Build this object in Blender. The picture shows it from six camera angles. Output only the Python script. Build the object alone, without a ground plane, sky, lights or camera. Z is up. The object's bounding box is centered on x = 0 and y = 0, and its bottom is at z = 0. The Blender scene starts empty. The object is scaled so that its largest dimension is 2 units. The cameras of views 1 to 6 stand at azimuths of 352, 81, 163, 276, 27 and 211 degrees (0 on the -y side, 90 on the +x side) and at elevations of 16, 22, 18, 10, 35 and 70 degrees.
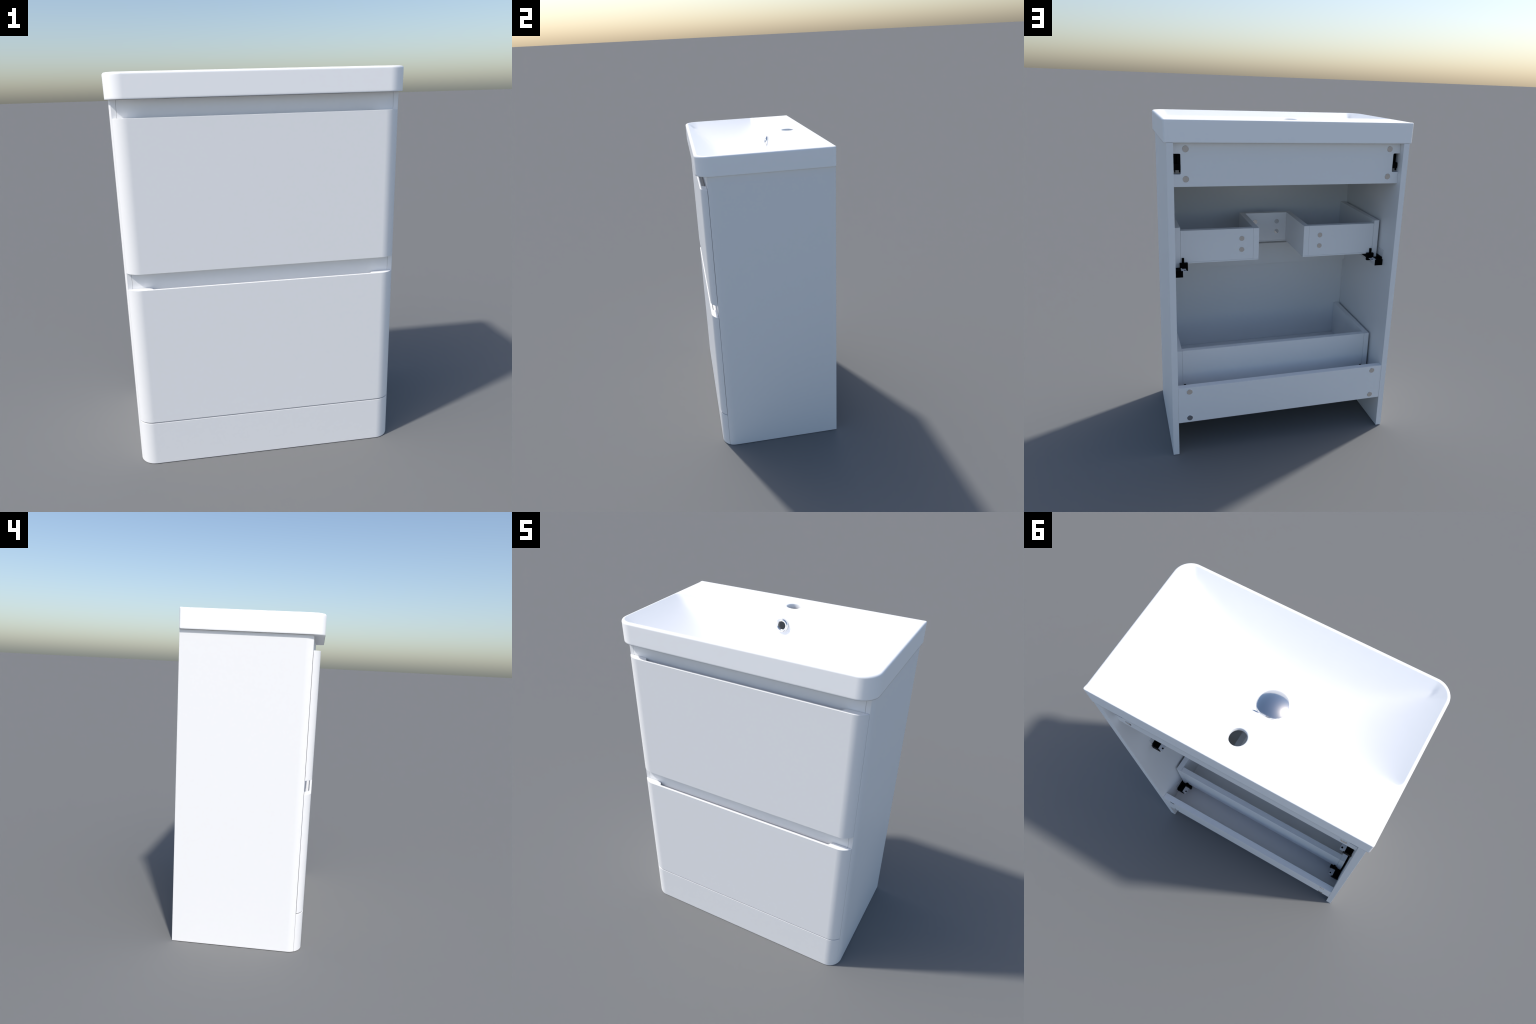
import bpy, bmesh, math
from mathutils import Vector, Matrix

# ------------------------------------------------------------------ sizes (metres)
BACK = 0.407            # rear plane of cabinet and basin
HW = 0.694              # half width of the cabinet
INW = 0.6585            # half width between the side panels
FRONT = -0.388          # face of the drawer fronts
RC = 0.085              # radius of the rounded front corners
SEAM = -0.3465          # front edge of the side panels
TOP = 1.8818            # top of the side panels
BB = 1.8827             # underside of the basin
T = 0.0345              # board thickness
FB = -0.3485            # rear face of the drawer fronts

# ------------------------------------------------------------------ materials
def material(name, color, rough, metal=0.0, coat=0.0, grain=0.012, scale=60.0, bump=0.0):
    m = bpy.data.materials.new(name); m.use_nodes = True
    nt = m.node_tree; b = nt.nodes['Principled BSDF']
    tc = nt.nodes.new('ShaderNodeTexCoord')
    nz = nt.nodes.new('ShaderNodeTexNoise')
    nz.inputs['Scale'].default_value = scale; nz.inputs['Detail'].default_value = 3
    nt.links.new(tc.outputs['Object'], nz.inputs['Vector'])
    cr = nt.nodes.new('ShaderNodeValToRGB')
    lo = [max(0, c * (1 - grain)) for c in color]; hi = [min(1, c * (1 + grain)) for c in color]
    cr.color_ramp.elements[0].color = (*lo, 1); cr.color_ramp.elements[1].color = (*hi, 1)
    cr.color_ramp.elements[0].position = 0.3; cr.color_ramp.elements[1].position = 0.7
    nt.links.new(nz.outputs['Fac'], cr.inputs['Fac'])
    nt.links.new(cr.outputs['Color'], b.inputs['Base Color'])
    b.inputs['Roughness'].default_value = rough
    b.inputs['Metallic'].default_value = metal
    b.inputs['Coat Weight'].default_value = coat
    b.inputs['Coat Roughness'].default_value = 0.08
    if bump:
        bp = nt.nodes.new('ShaderNodeBump'); bp.inputs['Strength'].default_value = bump
        bp.inputs['Distance'].default_value = 0.001
        nt.links.new(nz.outputs['Fac'], bp.inputs['Height'])
        nt.links.new(bp.outputs['Normal'], b.inputs['Normal'])
    return m

LACQUER = material('white_lacquer', (0.88, 0.88, 0.88), 0.5, grain=0.004)
CERAMIC = material('white_ceramic', (0.99, 0.99, 0.99), 0.4, grain=0.003, scale=20)
CHROME = material('polished_chrome', (0.78, 0.78, 0.78), 0.13, metal=1.0, grain=0.004)
CAPMETAL = material('satin_cap_metal', (0.68, 0.68, 0.68), 0.05, metal=1.0, grain=0.03, scale=140)
STEEL = material('galvanised_steel', (0.72, 0.72, 0.73), 0.45, grain=0.03)
BLACK = material('black_plastic', (0.0015, 0.0015, 0.0015), 0.5, grain=0.2)
BLACK.node_tree.nodes['Principled BSDF'].inputs['Specular IOR Level'].default_value = 0.05

# ------------------------------------------------------------------ helpers
COL = bpy.context.scene.collection

def obj(name, bm, mat, parent, angle=35, even_out=True):
    me = bpy.data.meshes.new(name)
    bmesh.ops.recalc_face_normals(bm, faces=bm.faces[:])
    bm.to_mesh(me); bm.free()
    me.materials.append(mat)
    o = bpy.data.objects.new(name, me); COL.objects.link(o)
    o.parent = parent
    shade(me, angle)
    if even_out: even(o)
    return o

def even(o):
    """flat faces keep flat shading next to their rounded edges"""
    m = o.modifiers.new('weighted', 'WEIGHTED_NORMAL'); m.keep_sharp = True; m.weight = 80

def shade(me, angle):
    me.shade_smooth()
    me.set_sharp_from_angle(angle=math.radians(angle))

def bake(o, angle=35, even_out=True):
    """apply the modifiers of o"""
    dg = bpy.context.evaluated_depsgraph_get()
    me = bpy.data.meshes.new_from_object(o.evaluated_get(dg))
    old = o.data; o.modifiers.clear(); o.data = me
    me.name = o.name
    bpy.data.meshes.remove(old)
    shade(me, angle)
    if even_out: even(o)

def prism(outline, z0, z1):
    """vertical extrusion of a plan outline"""
    bm = bmesh.new()
    lo = [bm.verts.new((x, y, z0)) for x, y in outline]
    hi = [bm.verts.new((x, y, z1)) for x, y in outline]
    n = len(outline)
    bm.faces.new(lo[::-1]); bm.faces.new(hi)
    for i in range(n):
        bm.faces.new((lo[i], lo[(i + 1) % n], hi[(i + 1) % n], hi[i]))
    return bm

def soften(bm, w, seg=2, angle=40):
    """round the hard edges of a bmesh"""
    bmesh.ops.recalc_face_normals(bm, faces=bm.faces[:])
    e = [e for e in bm.edges if len(e.link_faces) == 2 and e.calc_face_angle() > math.radians(angle)]
    bmesh.ops.bevel(bm, geom=e, offset=w, segments=seg, profile=0.5, affect='EDGES', clamp_overlap=True)
    return bm

def box(x0, x1, y0, y1, z0, z1, w=0.001, seg=2):
    bm = prism([(x0, y0), (x1, y0), (x1, y1), (x0, y1)], z0, z1)
    return soften(bm, w, seg) if w else bm

def merge(a, b):
    """append bmesh b to a"""
    me = bpy.data.meshes.new('t'); b.to_mesh(me); b.free()
    a.from_mesh(me); bpy.data.meshes.remove(me)
    return a

def lathe(profile, n=64, closed=False):
    """revolve (r, z) points about z"""
    bm = bmesh.new(); rings = []
    for r, z in profile:
        if r < 1e-6:
            rings.append([bm.verts.new((0, 0, z))])
        else:
            rings.append([bm.verts.new((r * math.cos(2 * math.pi * i / n), r * math.sin(2 * math.pi * i / n), z)) for i in range(n)])
    pairs = list(zip(rings[:-1], rings[1:]))
    if closed: pairs.append((rings[-1], rings[0]))
    for a, b in pairs:
        for i in range(n):
            j = (i + 1) % n
            if len(a) == 1 and len(b) == 1: continue
            if len(a) == 1: bm.faces.new((a[0], b[i], b[j]))
            elif len(b) == 1: bm.faces.new((a[i], a[j], b[0]))
            else: bm.faces.new((a[i], a[j], b[j], b[i]))
    return bm

def cut(o, bm, solver='EXACT'):
    me = bpy.data.meshes.new('cutter'); bmesh.ops.recalc_face_normals(bm, faces=bm.faces[:])
    bm.to_mesh(me); bm.free()
    c = bpy.data.objects.new('cutter', me); COL.objects.link(c); c.hide_render = True
    for w in [m for m in o.modifiers if m.type == 'WEIGHTED_NORMAL']: o.modifiers.remove(w)
    m = o.modifiers.new('cut', 'BOOLEAN'); m.operation = 'DIFFERENCE'; m.object = c; m.solver = solver
    return c

def drop(*cs):
    for c in cs:
        me = c.data; bpy.data.objects.remove(c); bpy.data.meshes.remove(me)

# ------------------------------------------------------------------ the thing
unit = bpy.data.objects.new('vanity_unit', None); COL.objects.link(unit)
unit['label'] = 'white floor standing bathroom vanity with ceramic basin and two drawers'
unit['category'] = 'vanity unit'

# ------------------------------------------------------------------ basin
BX, BY, R = 0.7095, 0.407, 0.09       # half sizes and front corner radius
RIM, RIMF = 0.0135, 0.0170            # rim width at the ends and at the front
Y0 = 0.130                            # front edge of the tap deck
RB = 0.010                            # rear corner radius

def half_width(y):
    if y < -BY + R:
        q = max(0.0, R * R - (-BY + R - y) ** 2); return BX - R + math.sqrt(q)
    if y > BY - RB:
        q = max(0.0, RB * RB - (y - BY + RB) ** 2); return BX - RB + math.sqrt(q)
    return BX

def edge_distance(x, y):
    x = abs(x)
    if x > BX - R and y < -BY + R: return R - math.hypot(x - BX + R, y + BY - R)
    if x > BX - RB and y > BY - RB: return RB - math.hypot(x - BX + RB, y - BY + RB)
    return min(BX - x, y + BY, BY - y)

def bowl_half_width(y, y0):
    yf = -BY + RIMF; r = R - RIM; ry = R - RIMF; w = BX - RIM; rb = 0.028
    if y < yf + ry: return w - r + r * math.sqrt(max(0.0, 1 - ((yf + ry - y) / ry) ** 2))
    if y > y0 - rb: return w - rb + math.sqrt(max(0.0, rb * rb - (y - y0 + rb) ** 2))
    return w

def bowl_depth(x, y, y0, grow=0.0):
    """end walls, front wall and rear wall, joined by a smooth minimum"""
    yf = -BY + RIMF - grow
    if y <= yf or y >= y0: return 0.0
    if abs(x) >= bowl_half_width(y, y0) + grow: return 0.0

    def square(u, v):
        w = BX - RIM + grow if v < y0 - 0.03 else bowl_half_width(v, y0) + grow
        ends = 0.2175 * (1 - (min(u, w) / w) ** 1.933)
        front = 0.4160 * (1 - (min(1.0, max(0.0, 0.1209 - v) / (0.1209 - yf))) ** 1.2)
        rear = 0.2723 * (1 - (1 - min(1.0, (y0 - v) / 0.0723)) ** 1.269) ** (1 / 1.269)
        return sum(max(k, 1e-6) ** -6.7 for k in (ends, front, rear)) ** (-1 / 6.7)

    # sweep the end wall round the front corner into the front wall
    u, r, ry, cx, cy = abs(x), R - RIM + grow, R - RIMF + grow, BX - R, -BY + R
    if u > cx and y < cy:
        dx, dy = (u - cx) / r, (cy - y) / ry
        rho = math.hypot(dx, dy); c = 1 - (dy / rho) ** 10
        return c * square(cx + rho * r, cy) + (1 - c) * square(cx, cy - rho * ry)
    return square(u, y)

def basin_top(x, y):
    d = edge_distance(x, y)
    z = 2.0 - bowl_depth(x, y, Y0)
    f = 0.004 + 0.008 * min(1.0, max(0.0, (BY - y) / 0.03)) if y > BY - 0.03 else 0.012
    if d < f: z -= f - math.sqrt(max(0.0, f * f - (f - d) ** 2))
    return z

def basin_under(x, y):
    d = edge_distance(x, y)
    inner = min(1.975, 1.994 - bowl_depth(x, y, Y0 + 0.004))
    if y < -BY + 0.078: return min(BB, inner)          # the front overhang is closed below
    if d < 0.03: return BB
    k = min(1.0, (d - 0.03) / 0.006)
    return min(BB, BB + (inner - BB) * k)if inner < BB else BB + (inner - BB) * k

def basin_mesh():
    # rows from front to rear
    rows = [-BY + R * (1 - math.cos(math.radians(a))) for a in [1.5 * k for k in range(0, 43)] + [67, 70, 73, 76, 80, 85, 90]]
    y = rows[-1]
    while y < 0.0: y += 0.0125; rows.append(y)
    t_list = [0.128, 0.115, 0.1, 0.085, 0.07, 0.058, 0.047, 0.038, 0.03, 0.023, 0.017, 0.012, 0.008, 0.005, 0.003, 0.0016, 0.0007, 0.0001]
    rows += [Y0 - t for t in t_list if Y0 - t > rows[-1] + 0.004]
    rows += [Y0 + d for d in (0.0, 0.002, 0.006, 0.012, 0.021, 0.0225, 0.03)]
    y = rows[-1]
    while y < BY - 0.065: y += 0.02; rows.append(y)
    rows += [BY - d for d in (0.04, 0.03, 0.024, 0.018, 0.0125, 0.010, 0.0075, 0.005, 0.0035, 0.002, 0.0012, 0.0006, 0.0002, 0.0)]
    edge = [0, .0003, .001, .002, .0035, .005, .007, .009, .0105, .012, .0134, .0145, .0162, .0185, .021, .0235, .0265, .0298, .033, .0362, .040, .044, .049, .054, .060, .067, .075, .083, .091, .1]
    inner = 44
    bm = bmesh.new(); top = []; low = []
    for y in rows:
        w = half_width(y); c = w - 0.1
        xs = [-w + d for d in edge] + [-c + 2 * c * i / inner for i in range(1, inner)] + [w - d for d in edge[::-1]]
        top.append([bm.verts.new((x, y, basin_top(x, y))) for x in xs])
        # the skirt leans in slightly towards the bottom
        low.append([bm.verts.new((x * (1 - 0.0010 / BX), y, basin_under(x, y))) for x in xs])
    nr, nc = len(top), len(top[0])
    for i in range(nr - 1):
        for j in range(nc - 1):
            bm.faces.new((top[i][j], top[i][j + 1], top[i + 1][j + 1], top[i + 1][j]))
            bm.faces.new((low[i][j], low[i + 1][j], low[i + 1][j + 1], low[i][j + 1]))
    ring = [(0, j) for j in range(nc)] + [(i, nc - 1) for i in range(1, nr)] + [(nr - 1, j) for j in range(nc - 2, -1, -1)] + [(i, 0) for i in range(nr - 2, 0, -1)]
    # skirt: support loops keep the wall flat, a tiny chamfer ends it
    loops = []
    for z in (1.983, BB + 0.008, BB + 0.0015):
        g = (z - BB) / (1.988 - BB)
        loops.append({(i, j): bm.verts.new((top[i][j].co.x + (low[i][j].co.x - top[i][j].co.x) * (1 - g), top[i][j].co.y, min(z, top[i][j].co.z - 0.0005))) for i, j in ring})
    for i, j in ring:
        v = low[i][j]
        v.co.x -= math.copysign(0.0008, v.co.x); v.co.y -= math.copysign(0.0008, v.co.y)
    for a, b in zip(ring, ring[1:] + ring[:1]):
        chain = [(top[a[0]][a[1]], top[b[0]][b[1]])] + [(l[a], l[b]) for l in loops] + [(low[a[0]][a[1]], low[b[0]][b[1]])]
        for (p, q), (r, t) in zip(chain[:-1], chain[1:]):
            bm.faces.new((p, r, t, q))
    return bm

basin = obj('basin', basin_mesh(), CERAMIC, unit, even_out=False)
TAP_Y, TAP_R = 0.2675, 0.0415
tap = lathe([(0, 1.9), (TAP_R, 1.9), (TAP_R, 1.995), (TAP_R + 0.0012, 1.9985), (TAP_R + 0.004, 2.0004), (TAP_R + 0.004, 2.03), (0, 2.03)], 64)
bmesh.ops.translate(tap, verts=tap.verts[:], vec=(0, TAP_Y, 0))
OV = Vector((0, 0.121, 1.9375)); OV_TILT = math.radians(6)
ov_m = Matrix.Translation(OV) @ Matrix.Rotation(math.radians(90) - OV_TILT, 4, 'X')   # local +z points to the front
hole = lathe([(0, -0.08), (0.021, -0.08), (0.021, 0.02), (0, 0.02)], 40)
bmesh.ops.transform(hole, matrix=ov_m, verts=hole.verts[:])
waste = lathe([(0, 1.6), (0.045, 1.6), (0.045, 1.85), (0, 1.85)], 40)
bmesh.ops.translate(waste, verts=waste.verts[:], vec=(0, -0.0236, 0))
cs = [cut(basin, tap), cut(basin, hole)]
bake(basin, 38, even_out=False); drop(*cs)

# overflow ring: rounded chrome collar standing off the rear wall
prof = [(0.0205, -0.001)] + [(0.0284 + 0.0080 * math.cos(a), 0.0065 + 0.0075 * math.sin(a)) for a in [math.radians(d) for d in range(180, -1, -15)]] + [(0.0364, -0.006), (0.0330, -0.010)]
bm = lathe(prof, 64, closed=True)
bmesh.ops.transform(bm, matrix=ov_m, verts=bm.verts[:])
obj('overflow_ring', bm, CHROME, basin, 60, even_out=False)

# domed plug with stem
CAP_Z, CAP_R, DOME = 1.7975, 0.0780, 0.0178
RS = (CAP_R ** 2 + DOME ** 2) / (2 * DOME)
prof = [(0, CAP_Z + DOME)]
prof += [(CAP_R * k, CAP_Z + DOME - RS + math.sqrt(RS * RS - (CAP_R * k) ** 2)) for k in (0.08, 0.16, 0.24, 0.32, 0.4, 0.48, 0.56, 0.64, 0.72, 0.8, 0.87, 0.93, 0.975)]
prof += [(CAP_R, CAP_Z - 0.0004), (CAP_R * 0.99, CAP_Z - 0.003), (CAP_R * 0.93, CAP_Z - 0.005), (0.03, CAP_Z - 0.007), (0.03, 1.775), (0, 1.775)]
bm = lathe(prof, 96)
bmesh.ops.translate(bm, verts=bm.verts[:], vec=(-0.001, -0.0226, 0))
obj('drain_plug', bm, CHROME, basin, 50, even_out=False)

# ------------------------------------------------------------------ carcass
CX, CY = HW - RC, FRONT + RC
def arc(a0, a1, n, r=RC):
    return [(CX + r * math.cos(math.radians(a0 + (a1 - a0) * i / n)), CY + r * math.sin(math.radians(a0 + (a1 - a0) * i / n))) for i in range(n + 1)]
SEAM_ANGLE = -math.degrees(math.asin((CY - SEAM) / RC))

for s in (1, -1):
    out = [(INW, SEAM)] + arc(SEAM_ANGLE, 0, 10) + [(HW, BACK), (INW, BACK)]
    bm = prism([(s * x, y) for x, y in out], 0.0, TOP)
    obj('side_panel', soften(bm, 0.0015, 2, 50), LACQUER, unit)

def front_outline(yback):
    a = -math.degrees(math.asin((CY - yback) / RC))
    right = arc(-90, a, 14)
    return [(-x, y) for x, y in right[::-1]] + right

# plinth
bm = prism(front_outline(SEAM - 0.0008), 0.0, 0.2405)
soften(bm, 0.0014, 2, 50)
# a tongue closes the joint under the lower drawer
merge(bm, box(-CX + 0.02, CX - 0.02, FRONT + 0.013, SEAM - 0.002, 0.236, 0.2470, 0))
obj('plinth', bm, LACQUER, unit)

# horizontal floor of the carcass and the rails
obj('bottom_panel', box(-INW + .0005, INW - .0005, SEAM + 0.0005, 0.366, 0.2175, 0.252), LACQUER, unit)
obj('front_rail', box(-INW + .0007, INW - .0007, SEAM + 0.0002, SEAM + T, 0.953, 1.104), LACQUER, unit)
obj('front_rail', box(-INW + .0007, INW - .0007, SEAM + 0.0002, SEAM + T, 1.732, TOP - .0005), LACQUER, unit)

low_rail = obj('lower_back_rail', box(-INW + .0005, INW - .0005, 0.3680, 0.4055, 0.2175, 0.452), LACQUER, unit)
YR = 0.367
top_rail = obj('upper_back_rail', box(-INW + .0005, INW - .0005, YR - T, YR, 1.6455, TOP - .0005, 0), LACQUER, unit)
cs = []
for s in (1, -1):
    x0, x1 = sorted((s * 0.617, s * 0.70))
    c = prism([(x0, 0.25), (x1, 0.25), (x1, 0.45), (x0, 0.45)], 1.7125, 1.8215)
    e = [e for e in c.edges if abs(e.verts[0].co.x - s * 0.617) < 1e-4 and abs(e.verts[1].co.x - s * 0.617) < 1e-4 and abs(e.verts[0].co.y - e.verts[1].co.y) > 0.1]
    bmesh.ops.bevel(c, geom=e, offset=0.007, segments=4, profile=0.5, affect='EDGES')
    cs.append(cut(top_rail, c))
bv = top_rail.modifiers.new('b', 'BEVEL'); bv.width = 0.0012; bv.segments = 2; bv.limit_method = 'ANGLE'; bv.angle_limit = math.radians(50)
bake(top_rail); drop(*cs)

# ------------------------------------------------------------------ screw caps
def cap_mesh(r):
    bm = lathe([(0, -0.004), (r, -0.004), (r, 0.0006), (r * 0.95, 0.0016), (0.0, 0.0016)], 32)
    cross = box(-r * .55, r * .55, -r * .06, r * .06, 0.001, 0.0018, 0)
    merge(bm, cross)
    cross = box(-r * .06, r * .06, -r * .55, r * .55, 0.001, 0.0020, 0)
    merge(bm, cross)
    me = bpy.data.meshes.new('screw_cap'); bmesh.ops.recalc_face_normals(bm, faces=bm.faces[:])
    bm.to_mesh(me); bm.free(); me.materials.append(CAPMETAL); shade(me, 40)
    return me
CAP_L, CAP_S = cap_mesh(0.0175), cap_mesh(0.0155)
spin = [0.15]
def cap(x, y, z, me, parent):
    o = bpy.data.objects.new('screw_cap', me); COL.objects.link(o); o.parent = parent
    spin[0] = (spin[0] * 7.3 + 0.37) % 1.5
    o.matrix_world = Matrix.Translation((x, y, z)) @ Matrix.Rotation(-math.pi / 2, 4, 'X') @ Matrix.Rotation(spin[0], 4, 'Z')
for s in (1, -1):
    for z in (1.8462, 1.6870): cap(s * 0.591, YR, z, CAP_L, top_rail)
    for z in (0.4235, 0.2465): cap(s * 0.5915, 0.4055, z, CAP_L, low_rail)

# ------------------------------------------------------------------ drawers
YB = 0.2165              # rear of the drawer boxes
BXO, BXI = 0.643, 0.6088
def drawer(z0, z1, groove, side_z, back_z, floor_z, cutout):
    bm = prism(front_outline(FB), z0, z1)
    d = obj('drawer', bm, LACQUER, unit)
    # finger groove milled into the top edge behind a thin lip
    yl = FRONT + 0.0125; gx = 0.562; r = 0.012
    pts = [(gx + 2 * r, FB + 0.05), (gx + 2 * r, FB + 0.012), (gx + 2 * r - 0.004, FB)]
    pts = [(gx + 0.012, 0.0), (gx + 0.012, FB - 0.001)]
    pts += [(gx + 0.012 - 0.006 * (1 - math.cos(a)) , FB - 0.001 - 0.006 * math.sin(a)) for a in [math.radians(k) for k in (20, 40, 60, 80)]]
    pts += [(gx - r + r * math.cos(a), yl + r - r * math.sin(a)) for a in [math.radians(k) for k in (0, 15, 30, 45, 60, 75, 90)]]
    ol = [(x, y) for x, y in pts] + [(-x, y) for x, y in pts[::-1]]
    c1 = cut(d, prism(ol, z1 - groove, z1 + 0.05))
    bv = d.modifiers.new('b', 'BEVEL'); bv.width = 0.0030; bv.segments = 3
    bv.limit_method = 'ANGLE'; bv.angle_limit = math.radians(55)
    bake(d); drop(c1)
    sz0, sz1 = side_z; bz0, bz1 = back_z
    for s in (1, -1):
        x0, x1 = sorted((s * BXI, s * BXO))
        obj('drawer_side', box(x0, x1, FB + 0.001, YB, sz0, sz1), LACQUER, d)
    fz0, fz1 = floor_z
    if cutout:
        U0, U1, UY = 0.1415, 0.1755, -0.153
        xb = BXI - 0.0008
        for s in (1, -1):
            x0, x1 = sorted((s * (U1 + .0004), s * xb))
            b = obj('drawer_back', box(x0, x1, YB - T, YB - 0.0004, bz0 + 0.0075, bz1), LACQUER, d)
            for z in (1.302, 1.2335): cap(s * 0.2465, YB, z, CAP_S, b)
            x0, x1 = sorted((s * U0, s * U1))
            obj('cutout_side', box(x0, x1, UY - T, YB, bz0 + 0.0075, bz1 - 0.0003), LACQUER, d)
        w = obj('cutout_back', box(-U0 + .0004, U0 - .0004, UY - T, UY, bz0 + 0.0075, bz1), LACQUER, d)
        for s in (1, -1):
            for z in (1.302, 1.2335): cap(s * 0.0745, UY, z, CAP_S, w)
        # floor follows the U shape
        ol = [(-xb, FB + .002), (xb, FB + .002), (xb, YB), (U0, YB), (U0, UY), (-U0, UY), (-U0, YB), (-xb, YB)]
        obj('drawer_floor', soften(prism(ol, fz0, fz1), 0.0006, 1), LACQUER, d)
    else:
        xb = BXI - 0.0008
        obj('drawer_back', box(-xb, xb, YB - T, YB - 0.0004, bz0 + 0.0075, bz1), LACQUER, d)
        obj('drawer_floor', box(-xb, xb, FB + .002, YB, fz0, fz1, 0.0006), LACQUER, d)
    # release clips of the runners, black, at the rear corners
    for s in (1, -1):
        zc = sz0 - 1.14
        x0, x1 = sorted((s * 0.5692, s * 0.6157))
        bm = box(x0, x1, YB + 0.0002, YB + 0.019, zc + 1.123, zc + 1.171, 0.002)
        x0, x1 = sorted((s * 0.5895, s * 0.6030))
        merge(bm, box(x0, x1, YB - 0.001, YB + 0.009, zc + 1.168, zc + 1.1995, 0.002))
        x0, x1 = sorted((s * 0.572, s * 0.608))
        merge(bm, box(x0, x1, -0.30, YB + 0.005, zc + 1.137, zc + 1.162, 0.002))
        obj('runner_clip', bm, BLACK, d)
    return d

OFF = 0.8316             # height between the two sets of runners
drawer(1.0625, 1.7990, 0.05, (1.1405, 1.3815), (1.1640, 1.3620), (1.1640, 1.1710), True)
drawer(0.2475, 0.9795, 0.022, (1.1405 - OFF, 0.5975), (1.1640 - OFF, 0.5973), (0.345, 0.352), False)

# ------------------------------------------------------------------ runners
def runner(s, dz):
    ye, y0 = 0.2805, -0.30
    def bx(xa, xb, *a, w=0.001):
        x0, x1 = sorted((s * xa, s * xb)); return box(x0, x1, *a, w)
    bm = bx(0.6548, 0.6577, y0, ye, dz + 1.1030, dz + 1.2025)       # flange on the wall
    merge(bm, bx(0.6055, 0.6560, y0, ye - 0.001, dz + 1.1022, dz + 1.1052)) # trough
    merge(bm, bx(0.6045, 0.6125, y0, ye - 0.0005, dz + 1.1034, dz + 1.1430))
    merge(bm, bx(0.5825, 0.6050, y0, ye + 0.0012, dz + 1.1360, dz + 1.1388))  # inner flange
    r = obj('drawer_runner', bm, STEEL, unit)
    bm = bx(0.6128, 0.6545, y0 + 0.005, ye + 0.001, dz + 1.1055, dz + 1.1400, w=0.002)
    merge(bm, bx(0.6435, 0.6543, y0 + 0.005, ye - 0.0015, dz + 1.1385, dz + 1.1575, w=0.002))
    merge(bm, bx(0.6040, 0.6574, ye + 0.0008, ye + 0.0030, dz + 1.1028, dz + 1.1425, w=0.0008))  # end stop
    merge(bm, bx(0.5860, 0.5960, ye - 0.020, ye - 0.010, dz + 1.1370, dz + 1.1394, w=0.0004))
    obj('runner_slide', bm, BLACK, r)
for s in (1, -1):
    runner(s, 0.0); runner(s, -OFF)

# ------------------------------------------------------------------ wall hangers behind the upper rail
for s in (1, -1):
    def bx(xa, xb, *a, w=0.002):
        x0, x1 = sorted((s * xa, s * xb)); return box(x0, x1, *a, w)
    bm = bx(0.6125, 0.6548, 0.24, 0.331, 1.7325, 1.850)
    merge(bm, bx(0.6123, 0.6345, 0.31, 0.352, 1.7325, 1.850))
    merge(bm, bx(0.6140, 0.6560, 0.32, 0.358, 1.7327, 1.7680, w=0.006))
    for x in (0.6190, 0.6440): merge(bm, bx(x, x + 0.0055, 0.346, 0.356, 1.7210, 1.7345, w=0.0005))
    obj('wall_hanger', bm, BLACK, unit)

bpy.context.view_layer.update()
